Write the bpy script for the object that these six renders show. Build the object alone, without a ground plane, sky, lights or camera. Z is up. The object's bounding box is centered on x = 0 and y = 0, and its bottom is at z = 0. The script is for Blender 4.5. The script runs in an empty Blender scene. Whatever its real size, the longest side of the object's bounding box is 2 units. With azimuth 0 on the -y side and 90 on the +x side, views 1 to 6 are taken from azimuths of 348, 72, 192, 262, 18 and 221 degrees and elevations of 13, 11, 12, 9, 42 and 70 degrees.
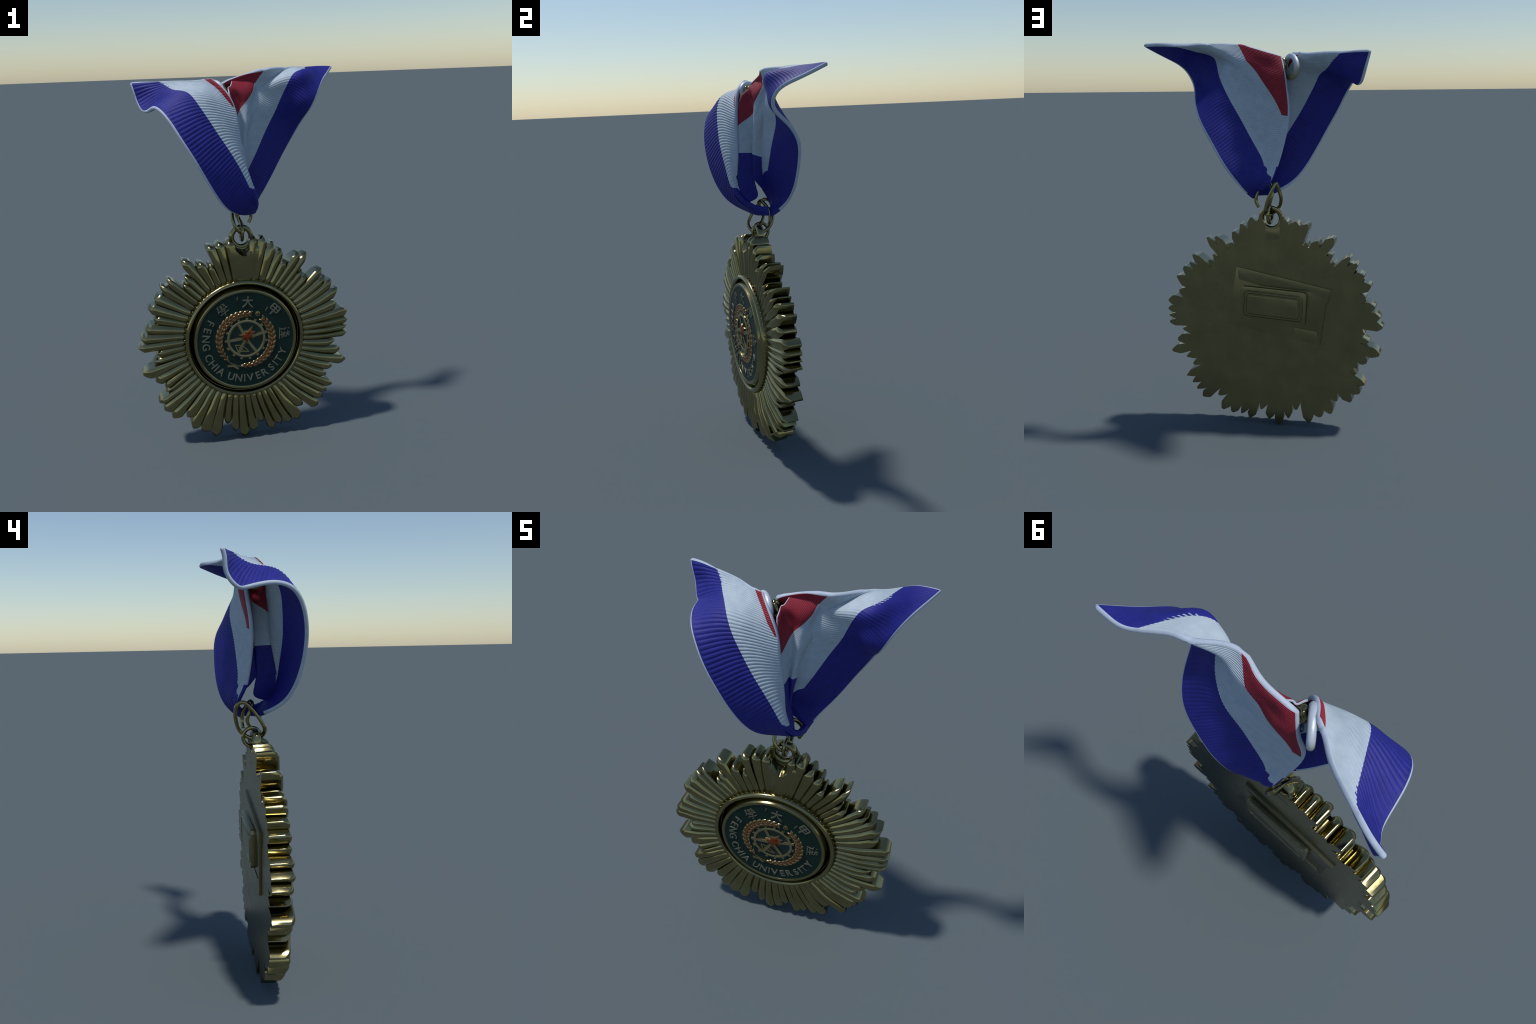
import bpy, bmesh, math, random
import numpy as np
from mathutils import Vector, Matrix

rng = random.Random(11)
nrng = np.random.default_rng(5)

# ------------------------------------------------------------------ helpers
def bspline(ctrl, m):
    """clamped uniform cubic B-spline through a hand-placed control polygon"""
    ctrl = np.array(ctrl, float); n = len(ctrl); k = 3
    kn = np.concatenate([[0]*k, np.linspace(0, 1, n-k+1), [1]*k])
    t = np.linspace(0, 1, m); t[-1] -= 1e-9
    B = np.array([(t >= kn[i]) & (t < kn[i+1]) for i in range(len(kn)-1)], float).T
    for d in range(1, k+1):
        N = np.zeros((m, len(kn)-1-d))
        for i in range(len(kn)-1-d):
            a = kn[i+d]-kn[i]; b = kn[i+d+1]-kn[i+1]
            if a > 0: N[:, i] += (t-kn[i])/a*B[:, i]
            if b > 0: N[:, i] += (kn[i+d+1]-t)/b*B[:, i+1]
        B = N
    return B @ ctrl

def at_arc(curve, f):
    """points of a polyline at arc-length fractions f"""
    seg = np.linalg.norm(np.diff(curve, axis=0), axis=1)
    a = np.concatenate([[0], np.cumsum(seg)]); a /= a[-1]
    return np.stack([np.interp(f, a, curve[:, i]) for i in range(3)], 1)

def smoothstep(a, b, x):
    x = np.clip((x-a)/(b-a), 0, 1); return x*x*(3-2*x)

def new_object(name, mesh, parent, mats):
    ob = bpy.data.objects.new(name, mesh)
    bpy.context.scene.collection.objects.link(ob)
    ob.parent = parent
    for m in mats: mesh.materials.append(m)
    return ob

def mesh_from(name, verts, faces, smooth=None):
    me = bpy.data.meshes.new(name)
    me.from_pydata([tuple(map(float, v)) for v in verts], [], [tuple(map(int, f)) for f in faces])
    me.update()
    if smooth is not None:
        me.shade_smooth()
        if smooth < 179: me.set_sharp_from_angle(angle=math.radians(smooth))
    return me

def recalc(me):
    bm = bmesh.new(); bm.from_mesh(me)
    bmesh.ops.recalc_face_normals(bm, faces=bm.faces)
    bm.to_mesh(me); bm.free()

# ------------------------------------------------------------------ materials
def material(name):
    m = bpy.data.materials.new(name); m.use_nodes = True
    nt = m.node_tree; bs = nt.nodes['Principled BSDF']
    return m, nt, bs

def noise(nt, scale, detail=3, rough=.55, vec=None):
    n = nt.nodes.new('ShaderNodeTexNoise'); n.inputs['Scale'].default_value = scale
    n.inputs['Detail'].default_value = detail; n.inputs['Roughness'].default_value = rough
    if vec is None:
        tc = nt.nodes.new('ShaderNodeTexCoord'); vec = tc.outputs['Object']
    nt.links.new(vec, n.inputs['Vector']); return n

def ramp(nt, fac, stops):
    r = nt.nodes.new('ShaderNodeValToRGB'); e = r.color_ramp.elements
    while len(e) < len(stops): e.new(.5)
    for s, (p, c) in zip(e, stops): s.position = p; s.color = (*c, 1)
    nt.links.new(fac, r.inputs['Fac']); return r

def metal(name, dark, mid, light, rough=.24, metallic=1.0):
    m, nt, bs = material(name)
    n = noise(nt, 9, 5)
    r = ramp(nt, n.outputs['Fac'], [(.25, dark), (.5, mid), (.75, light)])
    nt.links.new(r.outputs['Color'], bs.inputs['Base Color'])
    bs.inputs['Metallic'].default_value = metallic
    n2 = noise(nt, 38, 4)
    mr = nt.nodes.new('ShaderNodeMapRange'); mr.inputs['To Min'].default_value = rough-.05; mr.inputs['To Max'].default_value = rough+.07
    nt.links.new(n2.outputs['Fac'], mr.inputs['Value']); nt.links.new(mr.outputs['Result'], bs.inputs['Roughness'])
    n3 = noise(nt, 60, 2)
    b = nt.nodes.new('ShaderNodeBump'); b.inputs['Strength'].default_value = .02; b.inputs['Distance'].default_value = .002
    nt.links.new(n3.outputs['Fac'], b.inputs['Height']); nt.links.new(b.outputs['Normal'], bs.inputs['Normal'])
    return m

def cloth(name, lo, hi, rough=.62):
    m, nt, bs = material(name)
    n = noise(nt, 26, 5)
    r = ramp(nt, n.outputs['Fac'], [(.3, lo), (.7, hi)])
    nt.links.new(r.outputs['Color'], bs.inputs['Base Color'])
    bs.inputs['Roughness'].default_value = rough
    bs.inputs['Specular IOR Level'].default_value = .35
    bs.inputs['Sheen Weight'].default_value = 0
    n3 = noise(nt, 320, 2)
    b = nt.nodes.new('ShaderNodeBump'); b.inputs['Strength'].default_value = .06; b.inputs['Distance'].default_value = .002
    nt.links.new(n3.outputs['Fac'], b.inputs['Height']); nt.links.new(b.outputs['Normal'], bs.inputs['Normal'])
    return m

GOLD = metal('antique_gold', (.225, .197, .092), (.27, .237, .112), (.325, .285, .137), .16)
GOLD_BACK = metal('dull_gold', (.205, .182, .092), (.235, .208, .108), (.265, .236, .122), .28)
GOLD_EMBLEM = metal('emblem_gold', (.27, .235, .12), (.33, .29, .15), (.40, .35, .19), .26, .9)
LETTER = metal('letter_gold', (.115, .122, .088), (.145, .15, .108), (.175, .18, .13), .45, .3)
BLUE = cloth('royal_blue_cloth', (.011, .013, .180), (.016, .018, .235))
WHITE = cloth('white_cloth', (.37, .445, .52), (.44, .515, .585))
RED = cloth('crimson_cloth', (.22, .012, .026), (.30, .018, .036))
RIM = cloth('selvedge_cloth', (.38, .45, .55), (.45, .52, .62))

def enamel_material():
    m, nt, bs = material('green_enamel')
    n = noise(nt, 14, 4)
    r = ramp(nt, n.outputs['Fac'], [(.3, (.004, .016, .012)), (.7, (.006, .024, .018))])
    nt.links.new(r.outputs['Color'], bs.inputs['Base Color'])
    bs.inputs['Roughness'].default_value = .4; bs.inputs['Specular IOR Level'].default_value = .25
    return m
def flat_material(name, lo, hi, rough=.35, metallic=0):
    m, nt, bs = material(name)
    n = noise(nt, 60, 3)
    r = ramp(nt, n.outputs['Fac'], [(.35, lo), (.65, hi)])
    nt.links.new(r.outputs['Color'], bs.inputs['Base Color'])
    bs.inputs['Roughness'].default_value = rough; bs.inputs['Metallic'].default_value = metallic
    return m
ENAMEL = enamel_material()
COPPER = flat_material('copper_enamel', (.13, .042, .010), (.26, .105, .032), .28, .7)
FLAME = flat_material('orange_red_enamel', (.16, .022, .005), (.33, .070, .012), .25, .6)
TEAL = flat_material('deep_teal_enamel', (.003, .015, .013), (.004, .022, .018), .35)
GAPDARK = metal('tarnished_gold', (.10, .08, .03), (.14, .115, .045), (.18, .15, .06), .28)

def hook_ring_material():
    m, nt, bs = material('white_to_gold_ring')
    tc = nt.nodes.new('ShaderNodeTexCoord'); sp = nt.nodes.new('ShaderNodeSeparateXYZ')
    nt.links.new(tc.outputs['Object'], sp.inputs['Vector'])
    n = noise(nt, 20, 3, .5, tc.outputs['Object'])
    ad = nt.nodes.new('ShaderNodeMath'); ad.operation = 'MULTIPLY_ADD'
    ad.inputs[1].default_value = .03; nt.links.new(n.outputs['Fac'], ad.inputs[0]); nt.links.new(sp.outputs['Z'], ad.inputs[2])
    mr = nt.nodes.new('ShaderNodeMapRange'); mr.inputs['From Min'].default_value = -.035; mr.inputs['From Max'].default_value = .045
    nt.links.new(ad.outputs[0], mr.inputs['Value'])
    r = ramp(nt, mr.outputs['Result'], [(0, (.30, .27, .13)), (.45, (.40, .41, .36)), (1, (.55, .60, .68))])
    nt.links.new(r.outputs['Color'], bs.inputs['Base Color'])
    bs.inputs['Metallic'].default_value = .25; bs.inputs['Roughness'].default_value = .4
    return m
HOOK = hook_ring_material()

# ------------------------------------------------------------------ root
root = bpy.data.objects.new('medal', None)
bpy.context.scene.collection.objects.link(root)
root['label'] = 'gold sunburst medal with green enamel emblem hanging from a blue white and red ribbon'
root['category'] = 'medal'

# ------------------------------------------------------------------ sunburst
CX, CZ = -.017, .586          # centre of the disc
Y_BACK = .023
R0 = .312                     # rays spring from under the ring
# one ray per entry: direction of the tip in degrees, reach of the tip
RAYS = [(96, .545), (102, .546), (108.6, .549), (111.5, .458), (117.4, .492), (124.4, .548), (129.6, .475), (134.0, .452),
        (137.6, .532), (143.0, .538), (150.4, .536), (157.1, .545), (162.5, .500), (169.4, .534), (175.5, .553), (180.7, .566),
        (185.6, .476), (190.0, .505), (195.6, .573), (202.6, .527), (208.0, .498), (211.4, .510), (214.2, .576), (219.6, .586),
        (226.2, .587), (232.0, .540), (239.0, .583), (244.9, .578), (252.1, .591), (257.4, .506), (262.9, .550), (268.7, .586),
        (273.9, .557), (279.4, .512), (284.8, .580), (289.7, .571), (294.6, .588), (300.0, .600), (306.0, .545), (312.1, .612),
        (317.2, .603), (321.2, .600), (325.8, .604), (329.4, .534), (335.3, .548), (341.0, .612), (346.0, .561), (352.2, .518),
        (356.6, .588), (360.2, .587), (363.8, .593), (368.2, .596), (375.0, .545), (382.4, .580), (388.7, .568), (392.8, .551),
        (397.5, .561), (401.6, .476), (406.2, .480), (410.5, .568), (414.4, .545), (419.8, .476), (425.0, .521), (431.2, .543),
        (437.6, .563), (442.1, .556)]
n_rays = len(RAYS)
tip_a = np.array([r[0] for r in RAYS]); tip_r = np.array([r[1] for r in RAYS])
# feet of the rays are spread evenly along the ring, pulled only partly towards the tips
even = np.linspace(96.5, 441.5, n_rays)
base_a = .45*even + .55*np.convolve(np.pad(tip_a, 2, mode='edge'), np.ones(5)/5, 'valid')
base_a[:2] = tip_a[:2]; base_a[-2:] = tip_a[-2:]

def ray_centre(i, r):
    f = np.clip((r-R0)/(tip_r[i]-R0), 0, 1)
    return base_a[i] + (tip_a[i]-base_a[i])*f**1.3

def boundary(i, r):
    """angle of the valley between ray i and ray i+1 at radius r"""
    if i < 0: return ray_centre(0, r)-2.6
    if i >= n_rays-1: return ray_centre(n_rays-1, r)+2.4
    return .5*(ray_centre(i, min(r, tip_r[i]))+ray_centre(i+1, min(r, tip_r[i+1])))

def front_y(r):
    return np.interp(r, [.30, .33, .45, .56, .62], [-.076, -.080, -.084, -.072, -.064])

PROF = 9
def build_ray(i):
    rt = tip_r[i]; rs = rt - rng.uniform(.026, .052)
    power = rng.uniform(.95, 1.7)
    ridge = rng.uniform(-.3, .3)
    depth0 = rng.uniform(.009, .014)
    blunt = rng.uniform(.10, .26)
    lift = rng.uniform(-.004, .006)
    rr = np.concatenate([np.linspace(R0, rs, 9), rs+(rt-rs)*np.array([.15, .3, .45, .6, .74, .86, .94, .985, 1.0])])
    verts = []; faces = []; W = PROF+2
    for r in rr:
        c = ray_centre(i, r); lo = boundary(i-1, r); hi = boundary(i, r)
        f = np.clip((r-rs)/(rt-rs), 0, 1)
        taper = blunt+(1-blunt)*(1-f**power) if f < 1 else blunt*.6
        half = 4.2*(.50/max(r, .50))
        side = smoothstep(.0, .35, f)
        wl = (c-lo)*(1-side)+min(c-lo, half)*side; wh = (hi-c)*(1-side)+min(hi-c, half)*side
        lo2 = c-wl*taper; hi2 = c+wh*taper
        round_off = .024*f**2.5 + (.008 if f >= 1 else 0)
        depth = depth0*(.55+.45*min(1, (r-R0)/.1))*(1-.4*f)
        for j in range(PROF):
            t = -1+2*j/(PROF-1)
            a = math.radians(lo2+(hi2-lo2)*(t+1)/2)
            u = abs((t-ridge)/(1-math.copysign(1, t-ridge)*ridge))
            y = front_y(r)+round_off+depth*(u**2.0)-lift*min(1, max(0, (r-.36)/.15))
            if r < R0+.012: y += .006
            verts.append((CX+r*math.cos(a), y, CZ+r*math.sin(a)))
        pull = -.004*f
        for a in (hi2, lo2):
            a = math.radians(a); verts.append((CX+(r+pull)*math.cos(a), Y_BACK, CZ+(r+pull)*math.sin(a)))
    back = []
    for k in range(len(rr)-1):
        for j in range(W):
            a = k*W+j; b = k*W+(j+1) % W
            faces.append((a, b, b+W, a+W)); back.append(1 if j == PROF else 0)
    faces.append(tuple(range(W))[::-1]); faces.append(tuple(range((len(rr)-1)*W, len(rr)*W))); back += [0, 0]
    me = mesh_from('ray', verts, faces)
    recalc(me); me.polygons.foreach_set('material_index', back)
    me.shade_smooth(); me.set_sharp_from_angle(angle=math.radians(34))
    return me

sunburst_parts = []
for i in range(n_rays):
    ob = new_object('ray', build_ray(i), None, [GOLD, GOLD_BACK]); sunburst_parts.append(ob)

def lathe(name, prof, parent, mat, seg=160, smooth=35, cx=CX, cz=CZ, close=False):
    """turn an (r, y) profile about the axis of the disc"""
    verts = []; faces = []; n = len(prof)
    for k in range(seg):
        a = 2*math.pi*k/seg
        for r, y in prof: verts.append((cx+r*math.cos(a), y, cz+r*math.sin(a)))
    for k in range(seg):
        for j in range(n if close else n-1):
            j2 = (j+1) % n; k2 = (k+1) % seg
            faces.append((k*n+j, k*n+j2, k2*n+j2, k2*n+j))
    me = mesh_from(name, verts, faces)
    bm = bmesh.new(); bm.from_mesh(me)
    bmesh.ops.remove_doubles(bm, verts=bm.verts, dist=1e-6)
    bmesh.ops.recalc_face_normals(bm, faces=bm.faces); bm.to_mesh(me); bm.free()
    me.shade_smooth(); me.set_sharp_from_angle(angle=math.radians(smooth))
    return new_object(name, me, parent, [mat])

# body of the star behind the rays, its flat back shows
back_plate = lathe('back_plate', [(0, Y_BACK-.0003), (.436, Y_BACK-.0003), (.438, Y_BACK-.004), (.438, -.05), (.33, -.05), (.31, -.030), (0, -.030)], root, GOLD_BACK)
for ob in sunburst_parts: ob.parent = back_plate

# flat tongue below the hanging loop, between the first and the last ray
def prism(name, outline, y0, y1, parent, mat, bevel=.004, smooth=35):
    """closed (x, z) outline given thickness from y0 to y1"""
    n = len(outline)
    verts = [(x, y0, z) for x, z in outline]+[(x, y1, z) for x, z in outline]
    faces = [tuple(range(n)), tuple(range(2*n-1, n-1, -1))]+[(k, n+k, n+(k+1) % n, (k+1) % n) for k in range(n)]
    me = mesh_from(name, verts, faces)
    bm = bmesh.new(); bm.from_mesh(me)
    bmesh.ops.recalc_face_normals(bm, faces=bm.faces)
    if bevel:
        bmesh.ops.bevel(bm, geom=[e for e in bm.edges if e.calc_face_angle(0) > .6], offset=bevel, segments=2, affect='EDGES', profile=.6, clamp_overlap=True)
    bm.to_mesh(me); bm.free()
    me.shade_smooth(); me.set_sharp_from_angle(angle=math.radians(smooth))
    return new_object(name, me, parent, [mat])

def tongue():
    rows = []; faces = []; verts = []
    rr = np.linspace(R0, .512, 14); A = np.linspace(79.3, 99.3, 21)
    for r in rr:
        for a in A:
            e = min(1.0, abs(a-89.3)/6.5)
            rim = .478 + .055*e**2                      # scooped upper end below the hole
            rad = R0+(rim-R0)*(r-R0)/(.512-R0)
            y = front_y(rad)-.002+.006*e**2 - .005*math.exp(-((e-.5)/.1)**2) + .050*smoothstep(.84, 1.0, (r-R0)/(.512-R0))*(1-.6*e)
            t = math.radians(a); verts.append((CX+.012+rad*math.cos(t), float(y), CZ+rad*math.sin(t)))
    n = len(A); nf = len(verts)
    for v in list(verts): verts.append((v[0], .0185, v[2]))
    for k in range(13):
        for j in range(n-1):
            a = k*n+j; faces.append((a, a+1, a+n+1, a+n)); faces.append((nf+a, nf+a+n, nf+a+n+1, nf+a+1))
    loop = [j for j in range(n)]+[k*n+n-1 for k in range(1, 14)]+[13*n+j for j in range(n-2, -1, -1)]+[k*n for k in range(12, 0, -1)]
    for a, b in zip(loop, loop[1:]+loop[:1]): faces.append((a, b, nf+b, nf+a))
    me = mesh_from('tongue', verts, faces); recalc(me); me.shade_smooth(); me.set_sharp_from_angle(angle=math.radians(40))
    return new_object('tongue', me, back_plate, [GOLD])
tongue()

# hanging loop, cast on to the star
LX, LZ = 0.0, 1.127
loop_prof = [(.039, -.008), (.043, -.016), (.052, -.020), (.061, -.016), (.066, -.006), (.066, .010), (.062, .018), (.050, .0205), (.042, .017), (.039, .008)]
lathe('hanging_loop', loop_prof, back_plate, GOLD, 64, 50, LX, LZ, True)
# filled root of the loop
prism('loop_root', [(-.086, 1.02), (.098, 1.02), (.085, 1.075), (.064, 1.128), (.058, 1.105), (.044, 1.089), (.022, 1.076), (0, 1.0725), (-.022, 1.076), (-.044, 1.089), (-.058, 1.105), (-.064, 1.128), (-.076, 1.075)],
      -.028, Y_BACK-.0008, back_plate, GOLD_BACK, .002)

# rings round the enamel
outer_ring = lathe('outer_ring', [(.325, -.05), (.3245, -.086), (.321, -.094), (.315, -.099), (.308, -.100), (.3035, -.0975), (.3005, -.092), (.2985, -.080), (.2975, -.036)], root, GOLD)
lathe('groove', [(.3005, -.070), (.297, -.068), (.286, -.068)], outer_ring, GOLD_BACK)
inner_rim = lathe('inner_rim', [(.298, -.066), (.2925, -.078), (.2800, -.098), (.2775, -.1035), (.272, -.1065), (.266, -.1065), (.262, -.104), (.2605, -.098)], root, GOLD)
def beads():
    """small notches where the ray feet meet the ring"""
    verts = []; faces = []
    for i in range(n_rays-1):
        a = math.radians(boundary(i, R0+.012)); c = (CX+.3265*math.cos(a), -.082, CZ+.3265*math.sin(a))
        b = len(verts)
        for p in range(5):
            th = math.pi*p/4
            for q in range(8):
                ph = 2*math.pi*q/8
                verts.append((c[0]+.0036*math.sin(th)*math.cos(ph), c[1]+.006*math.cos(th), c[2]+.0036*math.sin(th)*math.sin(ph)))
        for p in range(4):
            for q in range(8): faces.append((b+p*8+q, b+p*8+(q+1) % 8, b+(p+1)*8+(q+1) % 8, b+(p+1)*8+q))
    me = mesh_from('bead_row', verts, faces, 180); recalc(me)
    ob = new_object('bead_row', me, outer_ring, [GOLD]); ob['kind'] = 'stuff'
beads()

# ------------------------------------------------------------------ enamel emblem
YE = -.103
enamel = lathe('enamel_disc', [(0, YE), (.175, YE), (.262, YE-.0005), (.262, -.075)], root, ENAMEL)

def P(x, z, y): return (CX+x, y, CZ+z)

def bars(name, strokes, width, parent, mat, y_front=-.1062, y_back=-.100):
    """join thin bars (x0, z0, x1, z1[, width]) into one raised sign"""
    verts = []; faces = []
    for k, s in enumerate(strokes):
        w = (s[4] if len(s) > 4 else width)/2
        a = Vector((s[0], s[1])); b = Vector((s[2], s[3])); d = (b-a).normalized(); n = Vector((-d.y, d.x))*w
        yf = y_front-.00012*(k % 7)
        q = [a-n, b-n, b+n, a+n]; o = len(verts)
        for c in q: verts.append(P(c.x, c.y, y_back))
        for c in q:
            m = (a+b)/2; cc = c+(m-c).normalized()*w*.35; verts.append(P(cc.x, cc.y, yf))
        faces += [(o+4, o+5, o+6, o+7)]+[(o+i, o+(i+1) % 4, o+4+(i+1) % 4, o+4+i) for i in range(4)]
    me = mesh_from(name, verts, faces); recalc(me)
    return new_object(name, me, parent, [mat])

def place(strokes, ang, r, size):
    """glyph on a unit square, its top pointing outward at the given angle"""
    a = math.radians(ang); up = (math.cos(a), math.sin(a)); right = (up[1], -up[0]); out = []
    for s in strokes:
        p = []
        for x, y in ((s[0], s[1]), (s[2], s[3])):
            x = (x-.5)*size; y = (y-.5)*size
            p += [r*up[0]+right[0]*x+up[0]*y, r*up[1]+right[1]*x+up[1]*y]
        out.append(tuple(p))
    return out

GREAT = [(.06, .64, .94, .64), (.5, .97, .5, .62), (.5, .66, .36, .3), (.38, .33, .08, .04), (.5, .66, .66, .3), (.64, .33, .95, .04)]
FIRST = [(.14, .92, .86, .92), (.14, .93, .14, .40), (.86, .93, .86, .40), (.14, .66, .86, .66), (.14, .41, .86, .41), (.5, .92, .5, .0)]
MEET = [(.12, .92, .2, .84), (.04, .62, .22, .62), (.22, .62, .14, .2), (.02, .16, .3, .14), (.3, .12, .98, .04),
        (.56, .96, .4, .76), (.54, .88, .82, .88), (.82, .88, .5, .6), (.5, .82, .92, .58), (.44, .52, .86, .52), (.42, .4, .9, .4), (.36, .27, .96, .27), (.65, .56, .65, .14)]
LEARN = [(.2, .96, .12, .58), (.8, .96, .88, .58), (.2, .92, .34, .94), (.66, .94, .82, .92), (.18, .76, .32, .76), (.68, .76, .84, .76),
         (.4, .94, .6, .80), (.6, .94, .4, .80), (.4, .78, .6, .64), (.6, .78, .4, .64), (.06, .56, .94, .56), (.06, .56, .06, .46), (.94, .56, .94, .46),
         (.26, .44, .72, .44), (.72, .44, .5, .3), (.5, .3, .5, .02), (.5, .03, .36, .06), (.08, .24, .92, .24)]
for g, ang, r in ((GREAT, 85, .209), (FIRST, 43.5, .220), (MEET, 4.8, .213), (LEARN, 123.5, .211)):
    bars('character', place(g, ang, r, .065), .0070 if len(g) < 8 else .0043, enamel, LETTER)
bars('tick_mark', [(-.036, .240, -.0395, .222), (.125, .171, .112, .150)], .0042, enamel, LETTER)

def letter(ch, ang, r, size):
    cu = bpy.data.curves.new('letter', 'FONT'); cu.body = ch; cu.size = size; cu.align_x = 'CENTER'; cu.align_y = 'CENTER'
    cu.extrude = .003; cu.bevel_depth = .0004; cu.offset = .0002
    tmp = bpy.data.objects.new('tmp', cu); bpy.context.scene.collection.objects.link(tmp)
    bpy.context.view_layer.update()
    me = bpy.data.meshes.new_from_object(tmp.evaluated_get(bpy.context.evaluated_depsgraph_get()))
    bpy.data.objects.remove(tmp); bpy.data.curves.remove(cu)
    xs = [v.co.x for v in me.vertices]; ys = [v.co.y for v in me.vertices]
    mx = (min(xs)+max(xs))/2; my = (min(ys)+max(ys))/2; h = max(ys)-min(ys)
    k = .041/h
    a = math.radians(ang); up = Vector((-math.cos(a), -math.sin(a))); right = Vector((up.y, -up.x))
    for v in me.vertices:
        x = (v.co.x-mx)*k*.98; y = (v.co.y-my)*k
        q = Vector((r*math.cos(a), r*math.sin(a)))+right*x+up*y
        v.co = P(q.x, q.y, -.1035-v.co.z)
    me.update()
    me.name = 'letter'; me.materials.clear()
    recalc(me)
    return new_object('letter', me, enamel, [LETTER])
for ch, ang in zip('FENG', (149.6, 161.2, 172.9, 185.2)): letter(ch, ang, .216, .05)
for ch, ang in zip('CHIA', (201.6, 213.0, 221.2, 229.2)): letter(ch, ang, .219, .05)
for ch, ang in zip('UNIVERSITY', (246, 257.3, 266, 274.3, 286.2, 296.4, 308, 316.1, 324.2, 336.6)): letter(ch, ang, .217, .05)

# cog wheel with five spokes
GX, GZ = .002, .007
cog = lathe('cog_wheel', [(.105, -.100), (.1045, -.109), (.102, -.1105), (.094, -.1105), (.0915, -.109), (.091, -.100)], root, GOLD_EMBLEM, 96, 35, CX+GX, CZ+GZ)
cog.parent = enamel
for k in range(15):
    a = math.radians(14+24*k)
    bars('cog_tooth', [(GX+.1025*math.cos(a), GZ+.1025*math.sin(a), GX+.1185*math.cos(a), GZ+.1185*math.sin(a), .017)], .017, cog, GOLD_EMBLEM, -.1095)
for k, a in enumerate((115, 15, -56, -121, -178)):
    a = math.radians(a); s = (.006*math.cos(a), .010+.006*math.sin(a), GX+.095*math.cos(a), GZ+.095*math.sin(a))
    bars('spoke', [s], .0165, cog, GOLD_EMBLEM, -.1092-.0002*k)
lathe('teal_field', [(0, -.1038), (.0915, -.1036), (.0915, -.1000)], enamel, TEAL, 64, 35, CX+GX, CZ+GZ)
# small triangle sign between two spokes
bars('triangle_sign', [(-.060, -.022, -.020, -.030), (-.020, -.030, .014, -.066), (.014, -.066, -.046, -.060), (-.046, -.060, -.060, -.022), (-.044, -.035, -.012, -.060)], .0062, enamel, GOLD_EMBLEM, -.109)

# flame: star-pointed blot of orange red enamel over a gold setting
def blot(name, points, y0, y1, mat, parent):
    n = len(points); cxp = sum(p[0] for p in points)/n; czp = sum(p[1] for p in points)/n
    verts = [P(x, z, y0) for x, z in points]+[P(cxp+(x-cxp)*.86, czp+(z-czp)*.86, y1) for x, z in points]+[P(cxp, czp, y1-.004)]
    faces = [(k, (k+1) % n, n+(k+1) % n, n+k) for k in range(n)]+[(n+k, n+(k+1) % n, 2*n) for k in range(n)]
    me = mesh_from(name, verts, faces); recalc(me); me.shade_smooth(); me.set_sharp_from_angle(angle=math.radians(50))
    return new_object(name, me, parent, [mat])
flame_pts = [(.038, .070), (.028, .048), (.050, .040), (.033, .024), (.040, .004), (.014, .006), (.006, -.022), (-.006, -.002), (-.030, .004), (-.014, .018), (-.034, .028), (-.010, .034), (-.006, .050), (.010, .046)]
blot('flame_setting', [(x*1.22-.002, .014+(z-.014)*1.22) for x, z in flame_pts], -.100, -.1115, GOLD_EMBLEM, enamel)
blot('flame', flame_pts, -.108, -.1145, FLAME, enamel)

# wheat wreath: paired grains along two arcs
def grain_mesh():
    verts = []; faces = []
    L, W, H = .0135, .0062, .0062
    for i in range(7):
        t = i/6; w = math.sin(math.pi*min(1, .06+.94*t))**.75
        for j in range(7):
            ph = math.pi*j/6
            verts.append((-L+2*L*t, -H*w*math.sin(ph), W*w*math.cos(ph)))
    for i in range(6):
        for j in range(6): faces.append((i*7+j, i*7+j+1, i*7+j+8, i*7+j+7))
    me = mesh_from('wheat_grain', verts, faces, 180); recalc(me); return me
GRAIN = grain_mesh(); GRAIN.materials.append(COPPER)
RIMGRAIN = grain_mesh(); RIMGRAIN.name = 'grain_setting'; RIMGRAIN.materials.append(GOLD_EMBLEM)
def wreath(a0, a1):
    n = 15; steps = np.linspace(a0, a1, n)
    stem = []
    for k, a in enumerate(steps):
        s = 1 if a1 > a0 else -1
        for side in (-1, 0, 1):
            w = .72+.4*math.sin(math.pi*min(1, (k+1.2)/n))
            r = .1445+side*.0115*w; aa = math.radians(a + (0 if side else s*3.2))
            tang = aa-s*math.pi/2 + side*s*.42        # grains point towards the head of the ear
            for me, sc, y in ((RIMGRAIN, 1.34, -.1036), (GRAIN, .95, -.1064)):
                ob = bpy.data.objects.new('wheat_grain' if me is GRAIN else 'grain_setting', me)
                bpy.context.scene.collection.objects.link(ob); ob.parent = enamel
                ob.location = P(r*math.cos(aa), r*math.sin(aa), y)
                ob.rotation_euler = (0, -tang, 0); ob.scale = (sc*w, sc*(.8 if me is GRAIN else .75), sc*w)
wreath(78, 221); wreath(49, -94)
arc = [(.150*math.cos(math.radians(a)), .150*math.sin(math.radians(a))) for a in range(-140, -92, 6)]
bars('crossed_stems', [(*arc[k], *arc[k+1]) for k in range(len(arc)-1)]+[(-.108, -.137, -.072, -.139, .013), (-.078, -.135, -.045, -.160, .013)], .0055, enamel, GOLD_EMBLEM, -.1075)
DX, DZ = .069, .139
lathe('berry_setting', [(.0135, -.100), (.013, -.108), (.009, -.109), (.008, -.104)], enamel, GOLD_EMBLEM, 32, 35, CX+DX, CZ+DZ)
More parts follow.
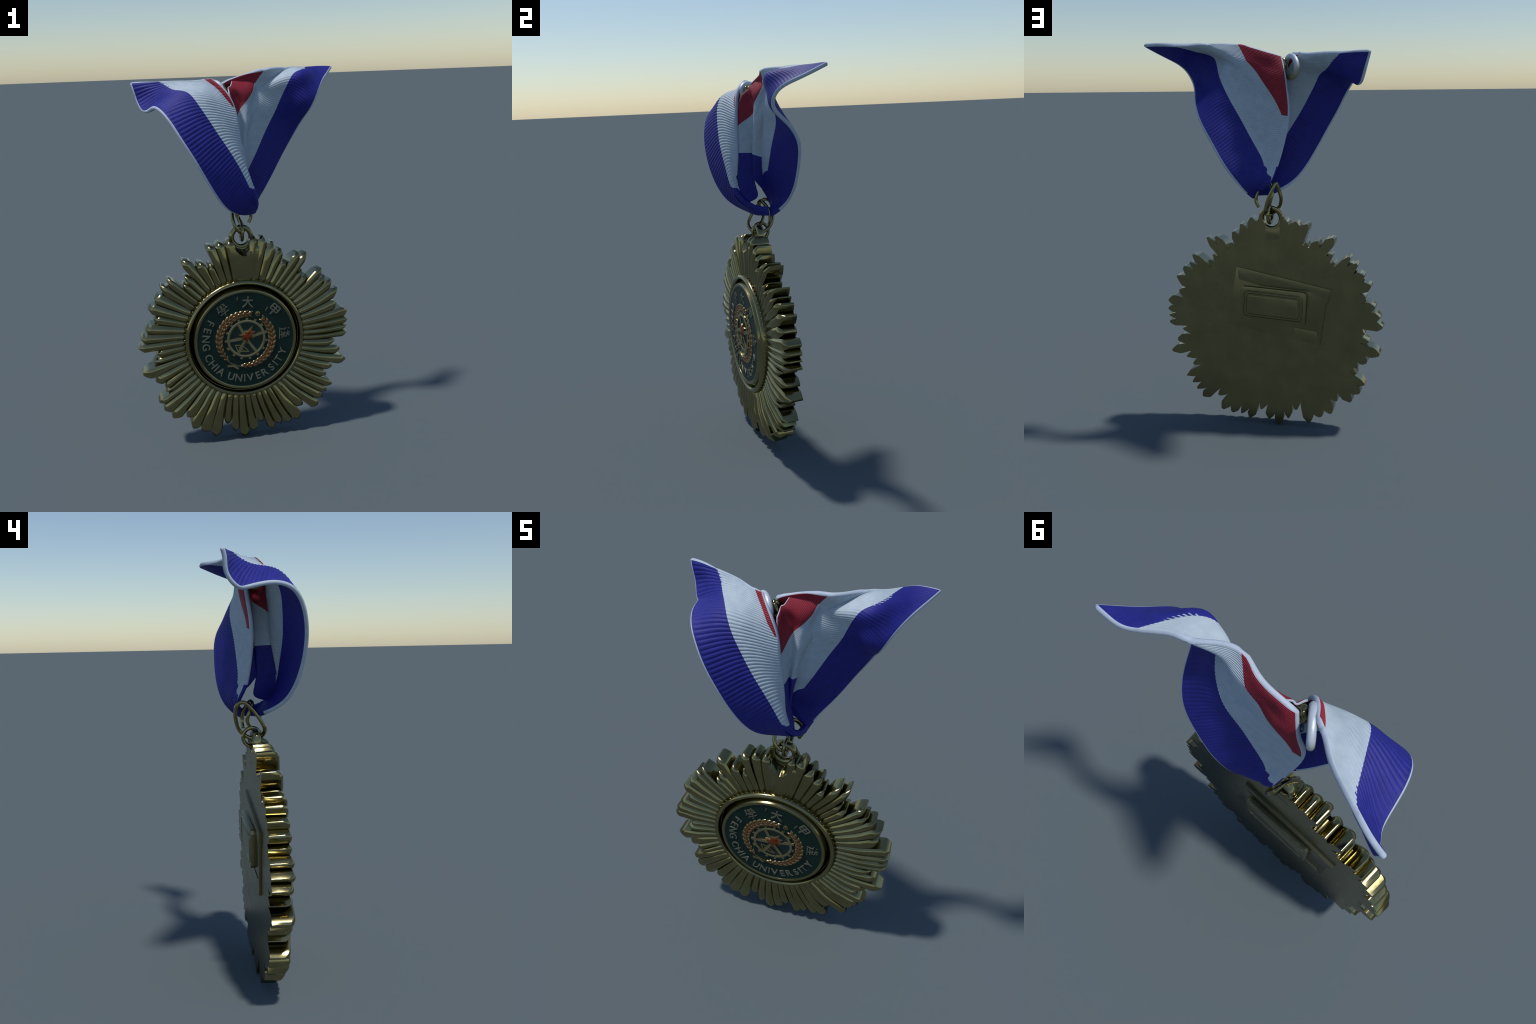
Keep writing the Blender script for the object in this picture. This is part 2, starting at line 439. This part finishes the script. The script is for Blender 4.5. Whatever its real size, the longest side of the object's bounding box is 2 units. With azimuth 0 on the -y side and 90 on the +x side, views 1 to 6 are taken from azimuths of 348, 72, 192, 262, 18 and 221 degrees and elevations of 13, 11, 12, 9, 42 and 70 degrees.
lathe('berry', [(.0085, -.102), (.0075, -.108), (.004, -.110), (0, -.1105)], enamel, COPPER, 32, 60, CX+DX, CZ+DZ)

# ------------------------------------------------------------------ back of the medal: soldered plate and raised frame box
def quad_pts(c, ux, uz, hw, hh, rad=0, seg=5):
    pts = []
    for sx, sz, a0 in ((1, 1, 0), (-1, 1, 90), (-1, -1, 180), (1, -1, 270)):
        if rad == 0: pts.append((sx*hw, sz*hh)); continue
        for k in range(seg+1):
            a = math.radians(a0+90*k/seg); pts.append((sx*(hw-rad)+rad*math.cos(a), sz*(hh-rad)+rad*math.sin(a)))
    return [(c[0]+x*ux[0]+z*uz[0], c[1]+x*ux[1]+z*uz[1]) for x, z in pts]
def tilted(deg):
    a = math.radians(deg); return (math.cos(a), math.sin(a)), (-math.sin(a), math.cos(a))
ux, uz = tilted(11.5)
solder = prism('solder_plate', [(.182, .871), (-.316, .769), (-.297, .695), (-.289, .697), (-.256, .466), (.244, .560), (.215, .70)], .010, .0330, back_plate, GOLD_BACK, .0008)
prism('plate_strip', [(.178, .8655), (-.311, .7645), (-.300, .715), (-.20, .755), (.05, .775), (.172, .806)], .020, .0362, solder, GOLD_BACK, .0008)
prism('plate_strip', [(-.240, .5420), (-.256, .4720), (-.13, .500), (-.12, .5600)], .020, .0358, solder, GOLD_BACK, .0008)
ux2, uz2 = tilted(4.0)
bc = (-.0115, .6725)
box = prism('frame_box', quad_pts(bc, ux2, uz2, .176, .092, .022), .02, .0570, solder, GOLD_BACK, .002)
def frame(name, hw, hh, rad, w, y0, y1, parent):
    """raised rounded-rectangle bead"""
    outer = quad_pts(bc, ux2, uz2, hw, hh, rad, 6); inner = quad_pts(bc, ux2, uz2, hw-w, hh-w, max(rad-w, .004), 6)
    mid_o = quad_pts(bc, ux2, uz2, hw-w*.3, hh-w*.3, max(rad-w*.3, .004), 6); mid_i = quad_pts(bc, ux2, uz2, hw-w*.7, hh-w*.7, max(rad-w*.7, .004), 6)
    n = len(outer); verts = [(x, y0, z) for x, z in outer]+[(x, y1, z) for x, z in mid_o]+[(x, y1, z) for x, z in mid_i]+[(x, y0, z) for x, z in inner]
    faces = [(l*n+k, l*n+(k+1) % n, (l+1)*n+(k+1) % n, (l+1)*n+k) for l in range(3) for k in range(n)]
    me = mesh_from(name, verts, faces); recalc(me); me.shade_smooth(); me.set_sharp_from_angle(angle=math.radians(40))
    return new_object(name, me, parent, [GOLD_BACK])
frame('frame_bead', .160, .073, .028, .010, .055, .0605, solder)
frame('frame_bead', .145, .059, .020, .008, .055, .0600, solder)
prism('name_panel', quad_pts(bc, ux2, uz2, .130, .047, .008), .05, .0588, solder, GOLD_BACK, .001)

# ------------------------------------------------------------------ jump rings
def tube(name, pts, rad, mat, parent, closed=True, n=96, flat=1.0):
    pts = np.array(pts, float)
    if closed:
        m = len(pts); ext = np.concatenate([pts[-3:], pts, pts[:3]])
    else:
        ext = np.concatenate([[2*pts[0]-pts[1]], pts, [2*pts[-1]-pts[-2]]])
    def cr(p0, p1, p2, p3, t): return .5*((2*p1)+(-p0+p2)*t+(2*p0-5*p1+4*p2-p3)*t*t+(-p0+3*p1-3*p2+p3)*t**3)
    cnt = len(pts) if closed else len(pts)-1; off = 2 if closed else 0
    C = []
    per = max(4, n//cnt)
    for k in range(cnt):
        for t in np.arange(per)/per: C.append(cr(*ext[k+off:k+off+4], t))
    if not closed: C.append(pts[-1])
    C = np.array(C); N = len(C); S = 14
    T = np.roll(C, -1, 0)-np.roll(C, 1, 0) if closed else np.gradient(C, axis=0)
    T /= np.linalg.norm(T, axis=1)[:, None]
    nrm = np.cross(T[0], (.31, .2, .93)); nrm /= np.linalg.norm(nrm)
    verts = []; faces = []
    for k in range(N):
        nrm = nrm-T[k]*(nrm@T[k]); nrm /= np.linalg.norm(nrm); b = np.cross(T[k], nrm)
        for s in range(S):
            a = 2*math.pi*s/S; verts.append(C[k]+rad*(nrm*math.cos(a)+b*math.sin(a)))
    for k in range(N if closed else N-1):
        k2 = (k+1) % N; sh = 0
        if closed and k == N-1:   # close with the least twist
            d = [np.linalg.norm(verts[k*S]-verts[s]) for s in range(S)]; sh = int(np.argmin(d))
        for s in range(S): faces.append((k*S+s, k*S+(s+1) % S, k2*S+(s+1+sh) % S, k2*S+(s+sh) % S))
    if not closed: faces += [tuple(range(S))[::-1], tuple(range((N-1)*S, N*S))]
    me = mesh_from(name, verts, faces); recalc(me); me.shade_smooth(); me.set_sharp_from_angle(angle=math.radians(50))
    return new_object(name, me, parent, [mat])

def circle_pts(c, e1, e2, r1, r2, n=16):
    c, e1, e2 = map(np.array, (c, e1, e2))
    return [c+r1*e1*math.cos(2*math.pi*k/n)+r2*e2*math.sin(2*math.pi*k/n) for k in range(n)]
tube('jump_ring', circle_pts((.005, .015, 1.150), (.06, 1, 0), (0, 0, 1), .042, .044), .0092, GOLD, root)
tube('jump_ring', [(-.030, .088, 1.300), (-.006, .092, 1.242), (.014, .070, 1.180), (.014, .020, 1.145), (-.008, -.026, 1.155), (-.034, -.040, 1.188), (-.045, -.022, 1.228), (-.040, .014, 1.280), (-.036, .055, 1.315)], .0095, GOLD, root)
tube('jump_ring', [(.054, .050, 1.190), (.068, .052, 1.222), (.062, .046, 1.270), (.034, .020, 1.315), (.004, .012, 1.305), (-.010, .030, 1.262), (-.003, .036, 1.225), (.012, .010, 1.185), (.010, -.022, 1.160)], .0092, GOLD, root, closed=False)

# hook ring behind the inner edge of the ribbon
h_dir = np.array((.61, -.79, 0.0)); z_dir = np.array((.0, .0, 1.0))
hk = tube('hook_ring', circle_pts((0, 0, 0), h_dir, z_dir, .060, .051), .0140, HOOK, root)
hk.location = (-.1080, .012, 1.880)
def clasp():
    bm = bmesh.new(); bmesh.ops.create_icosphere(bm, subdivisions=3, radius=1)
    for v in bm.verts:
        c = v.co.copy(); k = 1+.22*math.sin(5*c.x+1)*math.sin(4*c.z)+.15*math.sin(7*c.y)
        v.co = Vector((c.x*.024*k, c.y*.022*k, c.z*.036*k))+Vector((-.062, .004, 1.885))
    me = bpy.data.meshes.new('clasp'); bm.to_mesh(me); bm.free(); me.shade_smooth()
    new_object('clasp', me, root, [GOLD])
clasp()

# ------------------------------------------------------------------ ribbon
HALF = .0095          # half thickness of the woven band

def across(t, knots, cols):
    """cubic Hermite through the lengthwise curves, t varies row by row; cols[k] belongs to knots[k]"""
    K = np.array(knots); C = np.stack(cols)                       # k, ns, 3
    d = np.diff(C, axis=0)/np.diff(K)[:, None, None]
    m = np.empty_like(C); m[0] = d[0]; m[-1] = d[-1]
    for k in range(1, len(K)-1):
        w = (K[k]-K[k-1])/(K[k+1]-K[k-1]); m[k] = d[k-1]*(1-w)+d[k]*w
    idx = np.clip(np.searchsorted(K, t, side='right')-1, 0, len(K)-2)
    r = np.arange(t.shape[0])[:, None]
    h = (K[idx+1]-K[idx])[..., None]; u = ((t-K[idx])/(K[idx+1]-K[idx]))[..., None]
    p0 = C[idx, r]; p1 = C[idx+1, r]; m0 = m[idx, r]*h; m1 = m[idx+1, r]*h
    return (2*u**3-3*u**2+1)*p0+(u**3-2*u**2+u)*m0+(-2*u**3+3*u**2)*p1+(u**3-u**2)*m1

def band_surface(curves, knots, top, f_top, gam, ns, nt, tk, red):
    """curves run up the band from its outer to its inner edge; top runs from the inner to the outer corner"""
    s = np.linspace(0, 1, ns); u = np.linspace(0, 1, nt); t1 = knots[1]
    # columns are shifted row by row so that one of them runs along the edge of the red stripe
    t = np.stack([np.interp(u, [0, t1, tk, 1], [0, t1, q, 1]) for q in red(s)])
    S = across(t, knots, [at_arc(bspline(c, 400), s**g) for c, g in zip(curves, gam)])
    # bend the upper end on to its own edge curve
    E = at_arc(bspline(top, 400), np.interp(t[-1], knots, f_top))
    return S+smoothstep(.55, 1, s)[:, None, None]*(E-S[-1])[None]

def nudge(S, spots):
    """local push along y: (x, z, radius, amount)"""
    for x, z, r, d in spots:
        S[..., 1] += d*np.exp(-((S[..., 0]-x)**2+(S[..., 2]-z)**2)/(r*r))
    return S

def normals(S):
    du = np.gradient(S, axis=0); dv = np.gradient(S, axis=1)
    n = np.cross(du, dv); return n/(np.linalg.norm(n, axis=2)[..., None]+1e-12)

def smooth_grid(S, k):
    for _ in range(k):
        Q = S.copy(); Q[1:-1, 1:-1] = .5*S[1:-1, 1:-1]+.125*(S[2:, 1:-1]+S[:-2, 1:-1]+S[1:-1, 2:]+S[1:-1, :-2]); S = Q
    return S

def thick_band(name, S, ribs, amp, label_faces, names, mats, half=HALF, swell=(0, 0), blue_to=(.11, .11), lean=1.0, blue_from=2.0):
    """give a surface grid thickness, cross ribs and a rounded selvedge, then split it into stripes"""
    ns, nt, _ = S.shape
    N = normals(S)
    s = np.linspace(0, 1, ns)[:, None]; t = np.linspace(0, 1, nt)[None]
    rib = (np.abs(np.sin(math.pi*ribs*s+.25*np.sin(9*t+3*s)))**.8-.6)*np.ones_like(t)
    edge = np.clip(np.minimum(np.minimum(t, 1-t)/.03, np.minimum(s, 1-s)/.012), 0, 1)
    wob = .0012*np.sin(23*s+5*t)*np.sin(11*t+7*s)
    bump = (np.sin(math.pi*s)*np.sin(math.pi*t**lean))**.7
    h1 = half+(amp[0]*rib+wob)*edge+swell[0]*bump; h2 = half+(amp[1]*rib-wob)*edge+swell[1]*bump
    front = S+N*h1[..., None]; back = S-N*h2[..., None]
    verts = np.concatenate([front.reshape(-1, 3), back.reshape(-1, 3)]); nf = ns*nt
    I = np.arange(nf).reshape(ns, nt)
    a, b, c, d = I[:-1, :-1].ravel(), I[:-1, 1:].ravel(), I[1:, 1:].ravel(), I[1:, :-1].ravel()
    F = np.stack([a, d, c, b], 1) if False else np.stack([a, b, c, d], 1)
    Fb = np.stack([a+nf, d+nf, c+nf, b+nf], 1)
    one = np.ones((ns-1, nt-1), int); tc = t[:, :-1]+.5/(nt-1)
    lab = [(label_faces(s[:-1], tc, side)*one).ravel() for side in (0, 1)]
    faces = np.concatenate([F, Fb]); labels = list(lab[0])+list(lab[1])
    # rounded selvedge along the whole border
    loop = list(I[0, :])+list(I[1:, -1])+list(I[-1, -2::-1])+list(I[-2:0:-1, 0])
    flat = S.reshape(-1, 3); fn = N.reshape(-1, 3); cen = []
    inward = {}
    for j in range(nt): inward[I[0, j]] = I[1, j]; inward[I[-1, j]] = I[-2, j]
    for i in range(ns): inward[I[i, 0]] = I[i, 1]; inward[I[i, -1]] = I[i, -2]
    for i, j, p, q in ((0, 0, 1, 1), (0, -1, 1, -2), (-1, 0, -2, 1), (-1, -1, -2, -2)): inward[I[i, j]] = I[p, q]
    K = 5; rim = []
    for v in loop:
        o = flat[v]-flat[inward[v]]; o = o-fn[v]*(o@fn[v]); o /= np.linalg.norm(o)+1e-12
        rim.append([flat[v]+half*(math.cos(x)*fn[v]+.95*math.sin(x)*o) for x in np.linspace(0, math.pi, K+2)[1:-1]])
    base = 2*nf; L = len(loop)
    verts = np.concatenate([verts, np.array(rim).reshape(-1, 3)])
    ring_idx = [[v]+[base+k*K+q for q in range(K)]+[v+nf] for k, v in enumerate(loop)]
    rf = []
    for k in range(L):
        r1 = ring_idx[k]; r2 = ring_idx[(k+1) % L]
        for q in range(K+1): rf.append((r1[q], r1[q+1], r2[q+1], r2[q]))
    faces = np.concatenate([faces, np.array(rf)]); labels += [0 if (ring_idx[k][0]//nt)/ns < (blue_to[1] if ring_idx[k][0] % nt == nt-1 else blue_to[0]) or (ring_idx[k][0]//nt)/ns > blue_from else -1 for k in range(L) for q in range(K+1)]
    me = mesh_from(name, verts, faces); recalc(me); me.shade_smooth()
    normals_all = np.empty(len(me.vertices)*3); me.vertices.foreach_get('normal', normals_all); normals_all = normals_all.reshape(-1, 3)
    allf = [tuple(p.vertices) for p in me.polygons]; labels = np.array(labels)
    parent = None
    for lb, nm, mt in [(-1, name, RIM)]+[(k, names[k], mats[k]) for k in range(len(names))]:
        idx = np.where(labels == lb)[0]
        if not len(idx): continue
        used = sorted({v for f in idx for v in allf[f]}); mp = {v: k for k, v in enumerate(used)}
        sub = mesh_from(nm, verts[used], [[mp[v] for v in allf[f]] for f in idx])
        sub.shade_smooth(); sub.normals_split_custom_set_from_vertices([tuple(normals_all[v]) for v in used])
        ob = new_object(nm, sub, parent or root, [mt])
        if parent is None: parent = ob
    bpy.data.meshes.remove(me)
    return parent

# left half of the ribbon, swinging forward
L_outer = [(.085, .035, 1.250), (.078, .002, 1.254), (.038, -.009, 1.247), (-.029, -.040, 1.263), (-.112, -.140, 1.318), (-.193, -.187, 1.460),
           (-.261, -.196, 1.589), (-.311, -.184, 1.671), (-.345, -.165, 1.740), (-.391, -.117, 1.809), (-.420, -.024, 1.827), (-.435, .090, 1.797),
           (-.463, .121, 1.793), (-.484, .180, 1.856), (-.497, .168, 1.907), (-.506, .181, 1.938)]
L_seam = [(.090, .030, 1.270), (.074, -.123, 1.295), (-.009, -.151, 1.495), (-.115, -.154, 1.657), (-.165, -.141, 1.746), (-.213, -.126, 1.822),
          (-.251, -.082, 1.893), (-.313, .041, 1.885), (-.350, .110, 1.926), (-.378, .132, 1.940)]
L_inner = [(.085, .025, 1.290), (.068, -.089, 1.298), (.028, -.123, 1.400), (.015, -.098, 1.541), (-.009, -.088, 1.657), (-.015, -.086, 1.749),
           (-.030, -.074, 1.838), (-.076, -.054, 1.914), (-.120, .010, 1.944)]
L_top = [(-.120, .010, 1.944), (-.130, .014, 1.944), (-.199, .067, 1.935), (-.311, .115, 1.941), (-.384, .142, 1.938), (-.454, .174, 1.941), (-.506, .183, 1.938)]
NS, NT = 521, 61
def red_left(s): return .985-.055*smoothstep(.66, .76, s)
SL = band_surface((L_outer, L_seam, L_inner), (0, .45, 1), L_top, (1, .67, 0), (1, .88, .72), NS, NT, .90, red_left)
SL = nudge(smooth_grid(SL, 4), [(-.17, 1.92, .05, -.012)])
def label_left(s, t, side):
    streak = .02*((np.floor(s*170) % 4) == 0)*smoothstep(.90, .93, s)
    lab = np.where(t < .45+.55*(1-smoothstep(.09, .19, s))+streak, 0, 1)
    return np.where(s < .09, 0, np.where((t > .90) & (s > .68), 2, lab))
thick_band('ribbon_half', SL, 58, (.0010, .0032), label_left, ('blue_stripe', 'white_stripe', 'red_stripe'), (BLUE, WHITE, RED), swell=(.032, 0), blue_to=(.11, .20), lean=1.4)

# right half, swinging back and flaring out at the top
R_outer = [(.083, .048, 1.243), (.112, .120, 1.290), (.168, .150, 1.360), (.222, .156, 1.448), (.270, .154, 1.538), (.329, .142, 1.635), (.368, .066, 1.733),
           (.402, -.032, 1.815), (.450, -.006, 1.908), (.508, .102, 1.936), (.569, .188, 1.982)]
R_seam = [(.072, .042, 1.270), (.030, .055, 1.310), (.005, .064, 1.400), (.075, .060, 1.500), (.145, .068, 1.645), (.210, .086, 1.755),
          (.262, .008, 1.870), (.303, -.028, 1.965), (.395, .055, 1.968), (.455, .160, 1.985)]
R_inner = [(.060, .035, 1.285), (.000, .045, 1.285), (-.026, .050, 1.356), (-.077, .019, 1.541), (-.100, .021, 1.685), (-.085, .037, 1.772), (-.080, .047, 1.864), (-.057, .025, 1.928)]
R_middle = [(.066, .040, 1.277), (.015, .050, 1.300), (-.008, .055, 1.380), (.004, .036, 1.520), (.024, .036, 1.660), (.048, .046, 1.780), (.085, .056, 1.885), (.115, .035, 1.940), (.147, .012, 1.984)]
R_top = [(-.057, .025, 1.928), (.006, .044, 1.947), (.092, .034, 1.972), (.141, .013, 1.986), (.237, .039, 1.990), (.296, .096, 1.990), (.353, .120, 1.990), (.432, .155, 1.982), (.504, .191, 1.990), (.569, .190, 1.985)]
def red_right(s): return .93-.245*np.clip((s-.47)/.38, 0, 1)
SR = band_surface((R_outer, R_seam, R_middle, R_inner), (0, .35, .70, 1), R_top, (1, .78, .315, 0), (1, .90, .80, .70), NS, NT, .80, red_right)
SR = nudge(smooth_grid(SR, 4), [(.18, 1.865, .06, .026), (.18, 1.960, .06, -.013), (.02, 1.89, .05, -.018), (.345, 1.80, .06, -.024), (.35, 1.965, .05, -.014), (.46, 1.960, .06, .016), (.02, 1.31, .07, .038)])
def label_right(s, t, side):
    streak = .03*((np.floor(s*190) % 3) == 0)*smoothstep(.80, .84, s)*(1-smoothstep(.90, .93, s))
    sweep = .65*(1-smoothstep(.12, .20, s)) if side == 0 else .65*(1-smoothstep(.04, .12, s))
    lab = np.where(t < .35+sweep-streak, 0, 1)
    return np.where(s < .045, 0, np.where((t > .80) & (s > .47), 2, lab))
thick_band('ribbon_half', SR, 70, (.0015, .0022), label_right, ('blue_stripe', 'white_stripe', 'red_stripe'), (BLUE, WHITE, RED), swell=(.004, .004), blue_to=(.05, .12))

# front fold: a second leaf that leaves the right half at its white stripe and swings forward to the left half
W_left = [(-.040, -.040, 1.872), (-.034, -.062, 1.838), (-.018, -.075, 1.750), (-.009, -.080, 1.657), (.010, -.088, 1.541), (.022, -.104, 1.450), (.040, -.104, 1.375), (.064, -.075, 1.315)]
NRt = normals(SR)
rows = np.linspace(.985, .10, 60); ri = (rows*(NS-1)).astype(int)
jw = (np.interp(rows, [.2, .6, .72, .85, .93, .985], [.56, .58, .66, .78, .87, .955])*(NT-1)).astype(int)
W_right = SR[ri, jw]+NRt[ri, jw]*HALF*.35
for _ in range(4): W_right[1:-1] = .5*W_right[1:-1]+.25*(W_right[2:]+W_right[:-2])
WL = bspline(W_left, 300)
nv, nw = 241, 41
vv = np.linspace(0, 1, nv); tw = np.linspace(0, 1, nw)
SW = np.zeros((nv, nw, 3))
for j, tt in enumerate(tw):
    cut = 1-.13*math.exp(-((tt-.55)/.22)**2)            # the lower end arches over the eyelet
    sj = np.interp(vv, [0, .30, .70, 1], [0, .29-.12*tt, .53+.22*tt, cut])
    a = at_arc(WL, sj); b = at_arc(W_right, sj)
    up = np.exp(-(sj/.10)**2)[:, None]
    SW[:, j] = a*(1-tt)+b*tt+math.exp(-((tt-.28)/.2)**2)*(1-(1-tt)**8)*(np.array([-.012, .044, 0])*(1-up)+up*np.array([-.006, .018, .010]))
SW = smooth_grid(SW, 3)
def label_web(s, t, side):
    return np.where(s < .30, 2, np.where(s < .70, 1, 0))*np.ones((1, t.shape[1]), int)
thick_band('ribbon_fold', SW, 58, (.0009, .0009), label_web, ('blue_stripe', 'white_stripe', 'red_stripe'), (BLUE, WHITE, RED), half=.0038, blue_to=(-1, -1), blue_from=.69)
